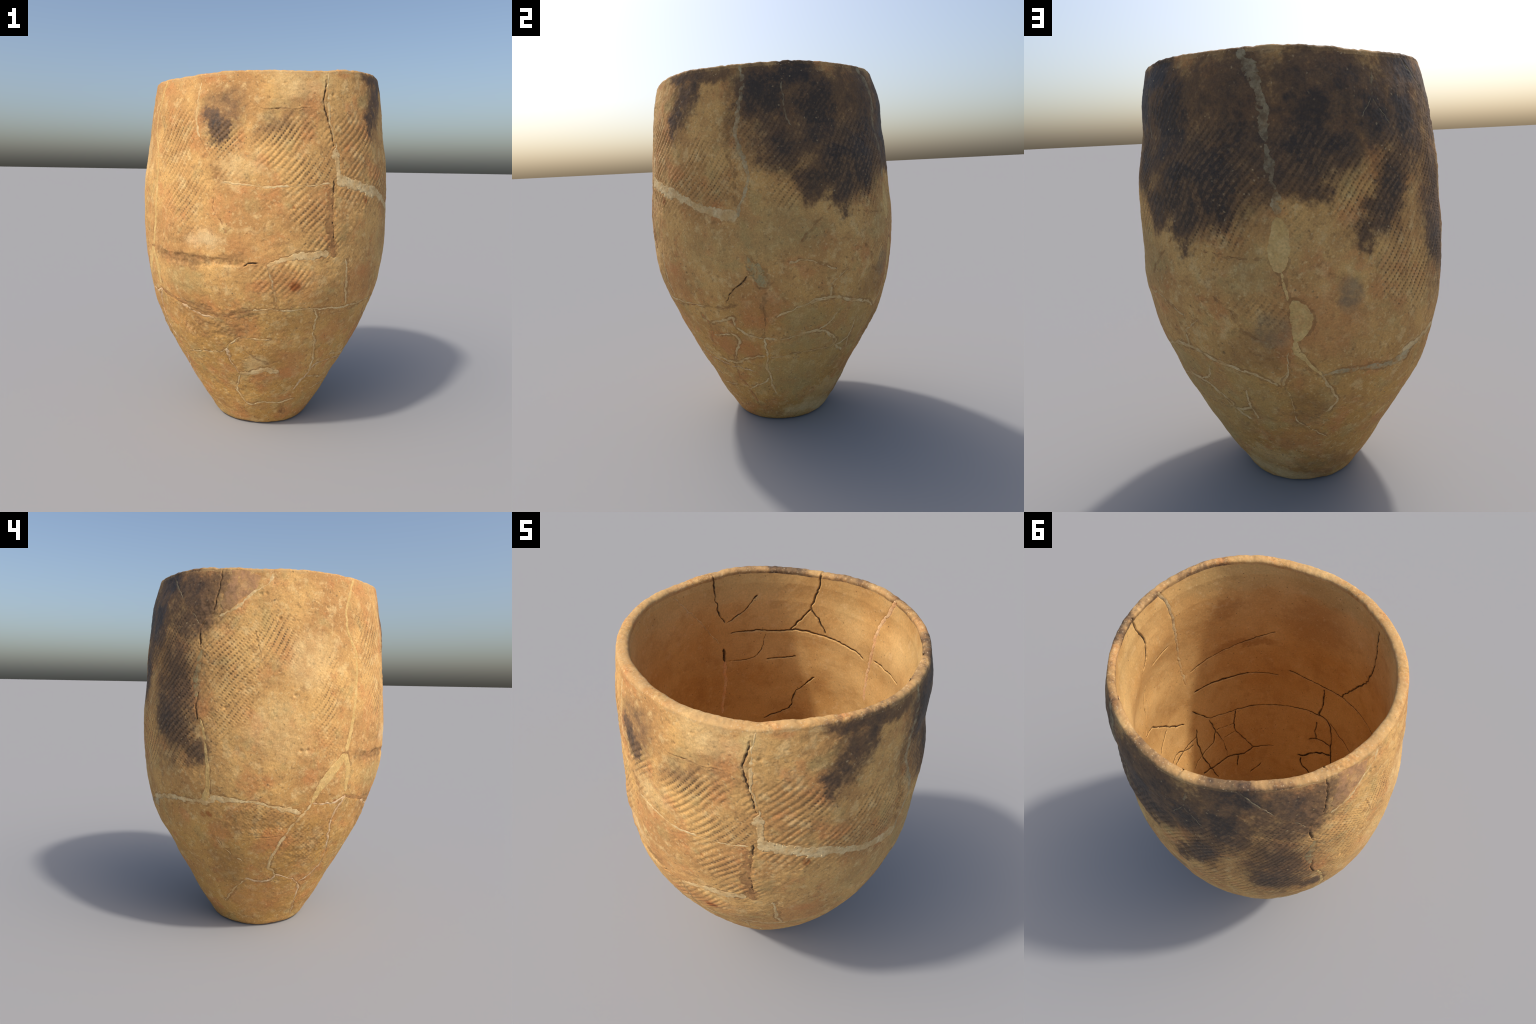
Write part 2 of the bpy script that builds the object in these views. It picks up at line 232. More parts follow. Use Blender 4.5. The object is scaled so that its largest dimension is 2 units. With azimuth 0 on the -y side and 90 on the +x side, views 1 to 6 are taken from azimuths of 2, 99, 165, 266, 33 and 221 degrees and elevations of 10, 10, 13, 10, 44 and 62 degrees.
CHIPS = [(28.8, 1.172, 7), (-167.2, 1.099, 9), (-170, 1.099, 8), (175.3, 1.829, 9), (173, 1.829, 8), (-158, 1.78, 8), (-179, 1.717, 7),
         (-173, 1.362, 8), (160, 1.30, 7), (-78, 1.315, 7), (-60, 1.85, 8)]

# ------------------------------------------------------------------ numeric helpers
rng = np.random.default_rng(7)
PERM = np.concatenate([rng.permutation(256)] * 3)
HASH = rng.random(256) * 2 - 1


def noise3(x, y, z):
    """smooth value noise in about -1..1 on arrays"""
    xi, yi, zi = np.floor(x).astype(int), np.floor(y).astype(int), np.floor(z).astype(int)
    fx, fy, fz = x - xi, y - yi, z - zi
    fx, fy, fz = (f * f * f * (f * (f * 6 - 15) + 10) for f in (fx, fy, fz))
    xi, yi, zi = xi & 255, yi & 255, zi & 255
    out = 0
    for dx in (0, 1):
        wx = fx if dx else 1 - fx
        a = PERM[xi + dx]
        for dy in (0, 1):
            wy = fy if dy else 1 - fy
            b = PERM[a + yi + dy]
            for dz in (0, 1):
                wz = fz if dz else 1 - fz
                out = out + wx * wy * wz * HASH[PERM[b + zi + dz]]
    return out


def fnoise(p, size, octaves=1, seed=0.0):
    total, amp = 0, 1.0
    for k in range(octaves):
        s = 2 ** k / size
        total = total + amp * noise3(p[..., 0] * s + seed + 11.3 * k, p[..., 1] * s + 3.7 + seed, p[..., 2] * s + 7.9 + seed * 2)
        amp *= 0.5
    return total


def smooth(x, lo, hi):
    t = np.clip((x - lo) / (hi - lo), 0, 1)
    return t * t * (3 - 2 * t)


KNOT = np.array([p[0] for p in PROFILE])
COEF = np.array([p[1:] for p in PROFILE])


def _second_derivatives():
    n, h = len(KNOT), np.diff(KNOT)
    a, b = np.eye(n), np.zeros((n, n))
    for i in range(1, n - 1):
        a[i, i - 1:i + 2] = h[i - 1], 2 * (h[i - 1] + h[i]), h[i]
        b[i, i - 1:i + 2] = 6 / h[i - 1], -6 / h[i - 1] - 6 / h[i], 6 / h[i]
    return np.linalg.solve(a, b) @ COEF


BEND = _second_derivatives()


def radius(angle, z):
    """outer radius of the pot: natural cubic spline in height, harmonics in angle"""
    z = np.clip(z, 0, 2.02)
    i = np.clip(np.searchsorted(KNOT, z) - 1, 0, len(KNOT) - 2)
    h = KNOT[i + 1] - KNOT[i]
    a, b = (KNOT[i + 1] - z) / h, (z - KNOT[i]) / h
    a, b, h = a[..., None], b[..., None], h[..., None]
    c = a * COEF[i] + b * COEF[i + 1] + ((a ** 3 - a) * BEND[i] + (b ** 3 - b) * BEND[i + 1]) * h * h / 6
    r = c[..., 0]
    for k in (1, 2, 3):
        r = r + c[..., 2 * k - 1] * np.cos(k * angle) + c[..., 2 * k] * np.sin(k * angle)
    return r


def rim_height(angle):
    z = RIM_HEIGHT[0]
    for k in range(1, 7):
        z = z + RIM_HEIGHT[2 * k - 1] * np.cos(k * angle) + RIM_HEIGHT[2 * k] * np.sin(k * angle)
    return z


def inner_radius(angle, z):
    return radius(angle, z) - np.interp(z, [t[0] for t in THICKNESS], [t[1] for t in THICKNESS])


def spot_field(angle, z, spots):
    """largest of several soft elliptical spots"""
    f = np.zeros(np.broadcast(angle, z).shape)
    for a, h, w, t, k in spots:
        d = (angle - math.radians(a) + math.pi) % (2 * math.pi) - math.pi
        q = np.sqrt((d * 0.68 / w) ** 2 + ((z - h) / t) ** 2)
        f = np.maximum(f, k * (1 - smooth(q, 0.55, 1.25)))
    return f


# cord impressions: slanting grooves (rows of beads).  The same phases are used by the material
ROWS, ROW_RISE = 132, 25.0 * 2 * math.pi
BEADS, BEAD_RISE = 214, 56.0 * 2 * math.pi
BENDS = [(2.6, 2, 3.1, 0.4), (2.0, 3, -5.3, 1.7), (1.3, 7, 11.7, 2.9), (0.35, 17, -24.0, 0.8)]   # size, turns, rise, start


def cord_phases(angle, z):
    w = sum(s * np.sin(n * angle + r * z + c) for s, n, r, c in BENDS)
    return ROWS * angle - ROW_RISE * z + 1.6 * w, BEADS * angle + BEAD_RISE * z + 2.0 * w


# ------------------------------------------------------------------ lines on the wall
class Line:
    """a joint or crack: a wandering path over the wall with a width along it"""

    def __init__(self, kind, width, points, inside, index):
        self.kind, self.inside = kind, inside
        pts = np.array(points, float)
        ang, z = np.radians(pts[:, 0]), pts[:, 1]
        w = np.full(len(pts), width / 1000.0) if np.isscalar(width) else np.array(width) / 1000.0
        rad = (inner_radius if inside else radius)(ang, z)
        seg = np.hypot(np.diff(ang) * rad[:-1], np.diff(z) * 1.12)
        t = np.concatenate([[0], np.cumsum(seg)])
        n = max(6, int(t[-1] / 0.0035))
        s = np.linspace(0, t[-1], n)
        # rounded path: average a few interpolations shifted along it
        shifts = np.linspace(-0.018, 0.018, 5)
        clamp = lambda q: np.clip(q, 0, t[-1])
        edge = np.minimum(s, t[-1] - s)
        soft = [clamp(s + d * np.minimum(1, edge / 0.02)) for d in shifts]
        self.angle = np.mean([np.interp(q, t, ang) for q in soft], 0)
        self.z = np.mean([np.interp(q, t, z) for q in soft], 0)
        self.width = np.mean([np.interp(q, t, w) for q in soft], 0)
        self.s, self.seed = s, 17.3 * index + (400 if inside else 0)
        self.rad = (inner_radius if inside else radius)(self.angle, self.z)
        o = np.zeros_like(s)
        q = np.stack([s, o + self.seed, o], -1)
        wander = {'crack': 0.004, 'plaster': 0.002, 'pink': 0.0}.get(kind, 0.0045)
        fade = np.minimum(1, edge / 0.015)
        jog = fade * wander * (fnoise(q, 0.03, 3, 1.0))
        self._frame()
        self.move(jog)
        self._frame()

    def _frame(self):
        du, dv = np.gradient(self.angle) * self.rad, np.gradient(self.z) * 1.12
        l = np.hypot(du, dv) + 1e-9
        self.px, self.pz = -dv / l, du / l          # across the line, on the wall

    def move(self, d):
        self.angle = self.angle + d * self.px / self.rad
        self.z = self.z + d * self.pz / 1.12

    def edge_widths(self):
        """half widths of the strip on either side, frayed"""
        q = np.stack([self.s, np.zeros_like(self.s) + self.seed, np.zeros_like(self.s)], -1)
        ends = np.clip(np.minimum(self.s, self.s[-1] - self.s) / 0.012, 0.12, 1) ** 0.6
        calm = self.kind in ('plaster', 'pink')
        rough, fine = (0.10, 0.05) if calm else (0.50, 0.35)
        if self.kind == 'crack':
            rough, fine = 0.5, 0.3
        out = []
        for side in (3.0, 9.0):
            n = 1 + rough * fnoise(q, 0.045, 1, side) + fine * fnoise(q, 0.012, 2, side + 1)
            if not calm and self.inside:
                n = 0.4 + n * 0.8
            elif not calm:
                n = n * (1.0 if self.kind == 'crack' else 1.55 if self.kind in ('pale', 'white') else 1.25) * (np.where(self.width > 0.012, 0.7, 0.35) + 0.6 * smooth(fnoise(q, 0.09, 2, 5.0), -0.75, -0.1))
            if self.kind == 'crack' and not self.inside and self.width.mean() < 0.0046:      # hairlines come and go
                n = n * (0.10 + 1.0 * smooth(fnoise(q, 0.06, 2, 15.0), -0.45, 0.1))
            out.append(0.5 * self.width * np.maximum(n, 0.06) * ends)
        return out


LINES = [Line(k, w, p, False, i) for i, (k, w, p) in enumerate(OUTSIDE_LINES)] + [Line(k, w, p, True, i) for i, (k, w, p) in enumerate(INSIDE_LINES)]

# ------------------------------------------------------------------ the wall grid
ANG = np.linspace(-math.pi, math.pi, N_ANGLE, endpoint=False)
RIM = rim_height(ANG)
rim_p = np.stack([np.cos(ANG), np.sin(ANG), ANG * 0], -1)
RIM = RIM + 0.0018 * fnoise(rim_p, 0.10, 2, 2.0) + 0.0012 * fnoise(rim_p, 0.03, 2, 5.0)
for a, w, d in ((-61, 2.0, .005), (-2.5, 1.5, .003), (15, .8, .003), (63.5, 1.5, .003), (101, .8, .003), (152, 1.0, .004), (-133, 1.5, .002), (-52, 2.5, -.003)):
    RIM = RIM - d * np.exp(-(((np.degrees(ANG) - a) / w) ** 2))
RIM = np.minimum(RIM, 1.999)
LIP = 0.015


def outer_grid():
    t = np.linspace(0, 1, N_OUT)[:, None]
    z = 0.004 + t * (RIM[None] - LIP - 0.004)
    a = np.broadcast_to(ANG, z.shape)
    r = radius(a, z) - 0.016 * (1 - smooth(z, -0.02, 0.024))
    return a, z, r


def normals_of(p):
    da = np.roll(p, -1, 1) - np.roll(p, 1, 1)
    dz = np.gradient(p, axis=0)
    n = np.cross(da, dz)
    return n / np.linalg.norm(n, axis=-1, keepdims=True)


def to_xyz(a, z, r):
    return np.stack([r * np.cos(a), r * np.sin(a), z], -1)


def line_fields(lines, z_grid, r_of):
    """per kind: distance to the nearest line, and that line's half width"""
    dist = {k: np.full(z_grid.shape, 9.0) for k in ('fill', 'crack')}
    half = {k: np.full(z_grid.shape, 0.004) for k in ('fill', 'crack')}
    step = 2 * math.pi / N_ANGLE
    for ln in lines:
        key = 'crack' if ln.kind == 'crack' else 'fill'
        hw = np.minimum(*ln.edge_widths()) if key == 'crack' else np.mean(ln.edge_widths(), 0)
        for a, z, r, h in zip(ln.angle, ln.z, ln.rad, hw):
            reach = h + 0.022
            j0 = int(round((a + math.pi) / step))
            m = int(reach / (r * step)) + 1
            cols = np.arange(j0 - m, j0 + m + 1)
            da = (cols * step - math.pi - a) * r
            cols = cols % N_ANGLE
            zc = z_grid[:, j0 % N_ANGLE]
            i0 = np.searchsorted(zc, z - reach)
            i1 = np.searchsorted(zc, z + reach)
            if i1 <= i0:
                continue
            zz = z_grid[i0:i1, cols[m]]
            d = np.sqrt(da[None] ** 2 + ((zz - z)[:, None] * 1.12) ** 2)
            blk = np.ix_(np.arange(i0, i1), cols)
            better = (d - h) < (dist[key][blk] - half[key][blk])
            dist[key][blk] = np.where(better, d, dist[key][blk])
            half[key][blk] = np.where(better, h, half[key][blk])
    return dist, half


def label_sherds(dist, half):
    """regions of the outer wall that the joints enclose, on a coarse grid"""
    st = 4
    near = np.minimum(dist['fill'] - half['fill'], dist['crack'] - half['crack'])
    rows, cols = near.shape[0] // st, N_ANGLE // st
    near = near[:rows * st].reshape(rows, st, cols, st).min((1, 3))
    wall = near < 0.011
    lab = np.where(wall, -1, 0)
    count = 0
    for i in range(rows):
        for j in range(cols):
            if lab[i, j] == 0:
                count += 1
                stack, cells = [(i, j)], []
                lab[i, j] = count
                while stack:
                    y, x = stack.pop()
                    cells.append((y, x))
                    for y2, x2 in ((y + 1, x), (y - 1, x), (y, (x + 1) % cols), (y, (x - 1) % cols)):
                        if 0 <= y2 < rows and lab[y2, x2] == 0:
                            lab[y2, x2] = count
                            stack.append((y2, x2))
                if len(cells) < 60:
                    for c in cells:
                        lab[c] = -1
                    count -= 1
    while (lab < 0).any():
        for ax, sh in ((0, 1), (0, -1), (1, 1), (1, -1)):
            nb = np.roll(lab, sh, ax)
            if ax == 0:
                nb[0 if sh == 1 else -1] = -1
            lab = np.where((lab < 0) & (nb > 0), nb, lab)
    full = np.repeat(np.repeat(lab, st, 0), st, 1)
    extra = dist['fill'].shape[0] - full.shape[0]
    if extra:
        full = np.concatenate([full, np.repeat(full[-1:], extra, 0)], 0)
    return full, count


def blur(f, k):
    for _ in range(2):
        c = np.cumsum(np.concatenate([f[:, -k:], f, f[:, :k]], 1), 1)
        c = np.concatenate([np.zeros((len(f), 1)), c], 1)
        f = (c[:, 2 * k + 1:] - c[:, :-2 * k - 1])[:, :f.shape[1]] / (2 * k + 1)
        e = np.concatenate([np.repeat(f[:1], k, 0), f, np.repeat(f[-1:], k, 0)], 0)
        c = np.concatenate([np.zeros((1, f.shape[1])), np.cumsum(e, 0)], 0)
        f = (c[2 * k + 1:] - c[:-2 * k - 1]) / (2 * k + 1)
    return f


# --- outside
oa, oz, orr = outer_grid()
base_out = to_xyz(oa, oz, orr)
norm_out = normals_of(base_out)
out_lines = [l for l in LINES if not l.inside]
dist, half = line_fields(out_lines, oz, radius)
labels, n_sherds = label_sherds(dist, half)

low = 0.0035 * fnoise(base_out, 0.26, 2, 1.0) + 0.0018 * fnoise(base_out, 0.09, 2, 4.0)
tilt = rng.normal(0, 0.0016, n_sherds + 1)[labels]
low = low + blur(tilt, 3)
# a thumb-sized bulge with a dirty ledge under it, on the front left
low = low + 0.007 * spot_field(oa, oz, [(-128, 1.19, .09, .06, 1), (-113, 1.17, .05, .03, .3)])
low = low - 0.005 * spot_field(oa, oz, [(-122, 1.045, .2, .03, 1), (-104, 1.05, .12, .02, .8)])
low = low - 0.0045 * spot_field(oa, oz, [(-8, 1.5, .02, .25, 1), (-110, 1.45, .05, .05, .7), (78, .58, .06, .14, .7)])

fill_gap = dist['fill'] - half['fill']
crack_gap = dist['crack'] - half['crack']
calm = smooth(fill_gap, 0.0, 0.010)
cord = spot_field(oa, oz, CORD_SPOTS) * calm * smooth(fnoise(base_out, 0.14, 2, 8.0), -0.7, 0.25) * (0.55 + 0.45 * smooth(fnoise(base_out, 0.04, 2, 14.0), -0.5, 0.3))
pu, pv = cord_phases(oa, oz)
groove = (0.5 + 0.5 * np.cos(pu)) ** 1.4
bead = 0.40 + 0.60 * (0.5 + 0.5 * np.cos(pv))
marks = -0.0048 * cord * groove * bead + 0.0012 * cord

rough = 0.0010 * fnoise(base_out, 0.024, 2, 6.0) + 0.0004 * fnoise(base_out, 0.009, 1, 9.0)
scuff = spot_field(oa, oz, DIRT_SHADE_SPOTS)
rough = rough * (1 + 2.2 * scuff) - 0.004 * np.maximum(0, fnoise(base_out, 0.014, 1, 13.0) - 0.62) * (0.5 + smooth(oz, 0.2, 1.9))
for a, h, w in CHIPS:
    d = np.hypot(((oa - math.radians(a) + math.pi) % (2 * math.pi) - math.pi) * 0.69, oz - h)
    rough = rough - 0.006 * np.exp(-((d / (w / 1000)) ** 2))

seam = -0.0016 * (1 - smooth(fill_gap, -0.004, 0.004)) - 0.0006 * fnoise(base_out, 0.02, 2, 71.0) * np.exp(-((fill_gap / 0.010) ** 2))
seam = seam - np.clip(half['crack'] * 2.4, 0.0004, 0.0065) * (1 - smooth(crack_gap, -0.001, 0.0028)) + 0.0006 * np.exp(-(((crack_gap - 0.006) / 0.004) ** 2))
top_fade = 1 - 0.6 * smooth(oz, RIM[None] - 0.05, RIM[None] - 0.01)
LOW_OUT = low
# earth stains the clay in a ragged margin along the lower joints and the cracks
ragged_edge = 0.003 + 0.010 * fnoise(base_out, 0.035, 3, 61.0)
STAINED = ((fill_gap < ragged_edge) & (oz < 1.25)) | (crack_gap < ragged_edge * 0.5)
pos_out = base_out + norm_out * ((low + marks + rough) * top_fade + seam * smooth(oz, 0.0, 0.03))[..., None]
pos_out[..., 2] = np.maximum(pos_out[..., 2], 0.003)

# --- inside
t = np.linspace(0, 1, N_IN)[:, None]
iz = FLOOR + 0.05 + t * (RIM[None] - LIP - FLOOR - 0.05)
ia = np.broadcast_to(ANG, iz.shape)
uneven = 0.004 * fnoise(rim_p, 0.35, 2, 81.0) + 0.002 * fnoise(rim_p, 0.12, 1, 83.0)      # the lip is thicker here, thinner there
base_in = to_xyz(ia, iz, inner_radius(ia, iz) + uneven[None] * smooth(iz, 1.80, 1.95))
norm_in = -normals_of(base_in)
in_lines = [l for l in LINES if l.inside]
dist_i, half_i = line_fields(in_lines, iz, inner_radius)
labels_i, n_i = label_sherds(dist_i, half_i)
low_i = 0.0035 * fnoise(base_in, 0.3, 2, 21.0) + 0.0012 * fnoise(base_in, 0.1, 2, 24.0) + blur(rng.normal(0, 0.0012, n_i + 1)[labels_i], 2)
LOW_IN = low_i
gap = dist_i['crack'] - half_i['crack']
gap_f = dist_i['fill'] - half_i['fill']
rel = low_i + 0.0004 * fnoise(base_in, 0.02, 2, 26.0) - np.clip(half_i['crack'] * 3.0, 0.0005, 0.009) * (1 - smooth(gap, -0.001, 0.0035)) - 0.002 * (1 - smooth(gap_f, -0.003, 0.003))
pos_in = base_in + norm_in * rel[..., None]

# --- lip: half an ellipse from the outer edge over the crest to the inner edge
u = np.linspace(0, math.pi, N_LIP + 2)[1:-1][:, None, None]
p0, p1 = pos_out[-1][None], pos_in[-1][None]
mid, arm = (p0 + p1) / 2, (p0 - p1) / 2
lift = (RIM[:, None] - mid[0, :, 2:3])
lip = mid + np.sign(np.cos(u)) * np.abs(np.cos(u)) ** 0.85 * arm + np.sin(u) ** 0.9 * np.concatenate([np.zeros((N_ANGLE, 2)), lift], 1)[None]
lip_n = lip - mid
lip_n /= np.linalg.norm(lip_n, axis=-1, keepdims=True)
lip = lip + lip_n * (0.0020 * fnoise(lip, 0.035, 2, 31.0) + 0.0010 * fnoise(lip, 0.012, 2, 33.0))[..., None] * np.sin(u)
lip[..., 2] = np.minimum(lip[..., 2], 2.0)

# --- underside and floor
foot_rings = []
for k in range(1, 16):
    f = 1 - k / 15.0
    ring = pos_out[0].copy()
    ring[:, :2] *= f
    ring[:, 2] = 0.0 if 0.3 < f < 0.97 else 0.001
    if k == 15:
        ring[:, :2] = pos_out[0].mean(0)[:2]
        ring[:, :2] += 0.001 * rim_p[:, :2]
    foot_rings.append(ring)
foot_rings = np.array(foot_rings[::-1])
foot_rings[..., 2] += 0.0
floor_rings = []
for k in range(1, 30):
    f = math.cos(k / 29.0 * math.pi / 2)
    ring = pos_in[0].copy()
    c = ring.mean(0)
    ring[:, :2] = c[:2] + (ring[:, :2] - c[:2]) * max(f, 0.004)
    ring[:, 2] = FLOOR + (ring[:, 2] - FLOOR) * (1 - math.sin(k / 29.0 * math.pi / 2)) ** 1.4 + 0.0015 * fnoise(ring, 0.08, 2, 40.0)
    floor_rings.append(ring)
floor_rings = np.array(floor_rings[::-1])

# --- one sheet: underside, outside, lip, inside (downwards), floor
sheet = np.concatenate([foot_rings, pos_out, lip, pos_in[::-1], floor_rings[::-1]], 0)
SHEET_N = normals_of(sheet)
n_f, n_o, n_l, n_i2 = len(foot_rings), N_OUT, N_LIP, N_IN
print('sheet', sheet.shape, 'bounds', sheet.min((0, 1)), sheet.max((0, 1)))

# ------------------------------------------------------------------ materials
def as_point(a, z, inside=False):
    a = math.radians(a)
    r = float((inner_radius if inside else radius)(np.array([a]), np.array([z]))[0])
    return r * math.cos(a), r * math.sin(a), z


class Shader:
    """small helper that writes node trees"""

    def __init__(self, name, group=False):
        if group:
            self.tree = bpy.data.node_groups.new(name, 'ShaderNodeTree')
        else:
            self.mat = bpy.data.materials.new(name)
            self.mat.use_nodes = True
            self.tree = self.mat.node_tree
            self.tree.nodes.clear()
        self.new, self.link = self.tree.nodes.new, self.tree.links.new
        self.pos = self.new('ShaderNodeTexCoord').outputs['Object']

    def put(self, socket, value):
        if isinstance(value, bpy.types.NodeSocket):
            self.link(value, socket)
        elif isinstance(value, (tuple, list)) and len(value) == 3 and len(socket.default_value) == 4:
            socket.default_value = (*value, 1)
        else:
            socket.default_value = value

    def math(self, op, *args, clamp=False):
        n = self.new('ShaderNodeMath')
        n.operation, n.use_clamp = op, clamp
        for s, v in zip(n.inputs, args):
            self.put(s, v)
        return n.outputs[0]

    def vec(self, op, *args):
        n = self.new('ShaderNodeVectorMath')
        n.operation = op
        for s, v in zip(n.inputs, args):
            self.put(s, v)
        return n.outputs['Value' if op in ('LENGTH', 'DOT_PRODUCT', 'DISTANCE') else 'Vector']

    def scale(self, v, k):
        n = self.new('ShaderNodeVectorMath')
        n.operation = 'SCALE'
        self.put(n.inputs[0], v)
        n.inputs['Scale'].default_value = k
        return n.outputs['Vector']

    def noise(self, scale, detail=3, rough=0.55, out='Fac', at=None, stretch=None, shift=0.0):
        n = self.new('ShaderNodeTexNoise')
        p = at or self.pos
        if stretch:
            p = self.vec('MULTIPLY', p, stretch)
        if shift:
            p = self.vec('ADD', p, (shift, shift * 1.7, -shift))
        self.link(p, n.inputs['Vector'])
        n.inputs['Scale'].default_value, n.inputs['Detail'].default_value, n.inputs['Roughness'].default_value = scale, detail, rough
        return n.outputs[out]

    def cells(self, scale, feature='F1', at=None):
        n = self.new('ShaderNodeTexVoronoi')
        n.feature = feature
        self.link(at or self.pos, n.inputs['Vector'])
        n.inputs['Scale'].default_value = scale
        return n.outputs['Distance'], n.outputs['Color']

    def ramp(self, v, lo, hi, to0=0.0, to1=1.0, kind='SMOOTHSTEP'):
        n = self.new('ShaderNodeMapRange')
        n.interpolation_type = kind
        for s, x in zip(n.inputs, (v, lo, hi, to0, to1)):
            self.put(s, x)
        return n.outputs[0]

    def mix(self, fac, a, b, mode='MIX'):
        n = self.new('ShaderNodeMix')
        n.data_type, n.blend_type = 'RGBA', mode
        self.put(n.inputs['Factor'], fac)
        self.put(n.inputs[6], a)
        self.put(n.inputs[7], b)
        return n.outputs[2]

    def spots(self, at, spots, inside=False, soft=(1.25, 0.55)):
        total = None
        for a, z, w, h, k in spots:
            d = self.vec('SUBTRACT', at, as_point(a, z, inside))
            d = self.vec('MULTIPLY', d, (1 / w, 1 / w, 1 / h))
            f = self.ramp(self.vec('LENGTH', d), soft[0], soft[1], 0.0, k)
            total = f if total is None else self.math('MAXIMUM', total, f)
        return total

    def finish(self, colour, bump=None, strength=0.3, distance=0.002, rough=0.82):
        b = self.new('ShaderNodeBsdfPrincipled')
        self.put(b.inputs['Base Color'], colour)
        self.put(b.inputs['Roughness'], rough)
        b.inputs['Specular IOR Level'].default_value = 0.28
        if bump is not None:
            n = self.new('ShaderNodeBump')
            n.inputs['Strength'].default_value, n.inputs['Distance'].default_value = strength, distance
            self.link(bump, n.inputs['Height'])
            self.link(n.outputs[0], b.inputs['Normal'])
        o = self.new('ShaderNodeOutputMaterial')
        self.link(b.outputs[0], o.inputs['Surface'])
        return self.mat


def frayed(s):
    """position pushed about by noise, so that the blots get ragged edges"""
    big = s.scale(s.vec('SUBTRACT', s.noise(5.0, 3, out='Color'), (.5, .5, .5)), 0.20)
    fine = s.scale(s.vec('SUBTRACT', s.noise(38.0, 4, 0.65, out='Color', shift=3.1), (.5, .5, .5)), 0.11)
    return s.vec('ADD', s.vec('ADD', s.pos, big), fine)


def cord_pits(s):
    """the cord-mark phases of the relief again, to lay soot and dirt into the pits"""
    n = s.new('ShaderNodeSeparateXYZ')
    s.link(s.pos, n.inputs[0])
    x, y, z = n.outputs
    a = s.math('ARCTAN2', y, x)
    w = None
    for size, turns, rise, start in BENDS:
        q = s.math('ADD', s.math('MULTIPLY_ADD', a, float(turns), start), s.math('MULTIPLY', z, rise))
        q = s.math('MULTIPLY', s.math('SINE', q), size)
        w = q if w is None else s.math('ADD', w, q)
    pu = s.math('ADD', s.math('SUBTRACT', s.math('MULTIPLY', a, float(ROWS)), s.math('MULTIPLY', z, ROW_RISE)), s.math('MULTIPLY', w, 1.6))
    pv = s.math('ADD', s.math('ADD', s.math('MULTIPLY', a, float(BEADS)), s.math('MULTIPLY', z, BEAD_RISE)), s.math('MULTIPLY', w, 2.0))
    g = s.ramp(s.math('COSINE', pu), -0.1, 0.95)
    b = s.ramp(s.math('COSINE', pv), -0.6, 0.9, 0.30, 1.0)
    return s.math('MULTIPLY', g, b), z


CLAY = dict(tan=(.660, .382, .130), brown=(.480, .250, .085), ochre=(.535, .288, .072), soot=(.042, .035, .030), scorched=(.165, .092, .046),
            red=(.560, .225, .075), pale=(.760, .530, .235), olive=(.450, .320, .120), grey=(.190, .155, .100), rust=(.330, .105, .026), glint_pale=(.820, .610, .310), dirt=(.250, .130, .050))


def soot_mask(s, ragged):
    soft = s.spots(ragged, SOOT, soft=(1.6, 0.10))
    haze = s.spots(ragged, HAZE, soft=(1.35, 0.30))
    both = s.math('MAXIMUM', soft, s.math('MULTIPLY', haze, 0.72))
    grain = s.math('ADD', s.math('MULTIPLY', s.noise(70, 4, 0.65, shift=1.0), 0.6), s.math('MULTIPLY', s.noise(24, 4, 0.6, shift=2.2), 0.7))
    worn = s.ramp(s.noise(8, 4, 0.6, shift=5.0), 0.30, 0.60, 0.72, 1.05)
    m = s.math('MULTIPLY', both, worn)
    return s.math('ADD', m, s.math('MULTIPLY', s.math('SUBTRACT', grain, 0.65), s.math('MULTIPLY', both, 1.35)), clamp=True), both


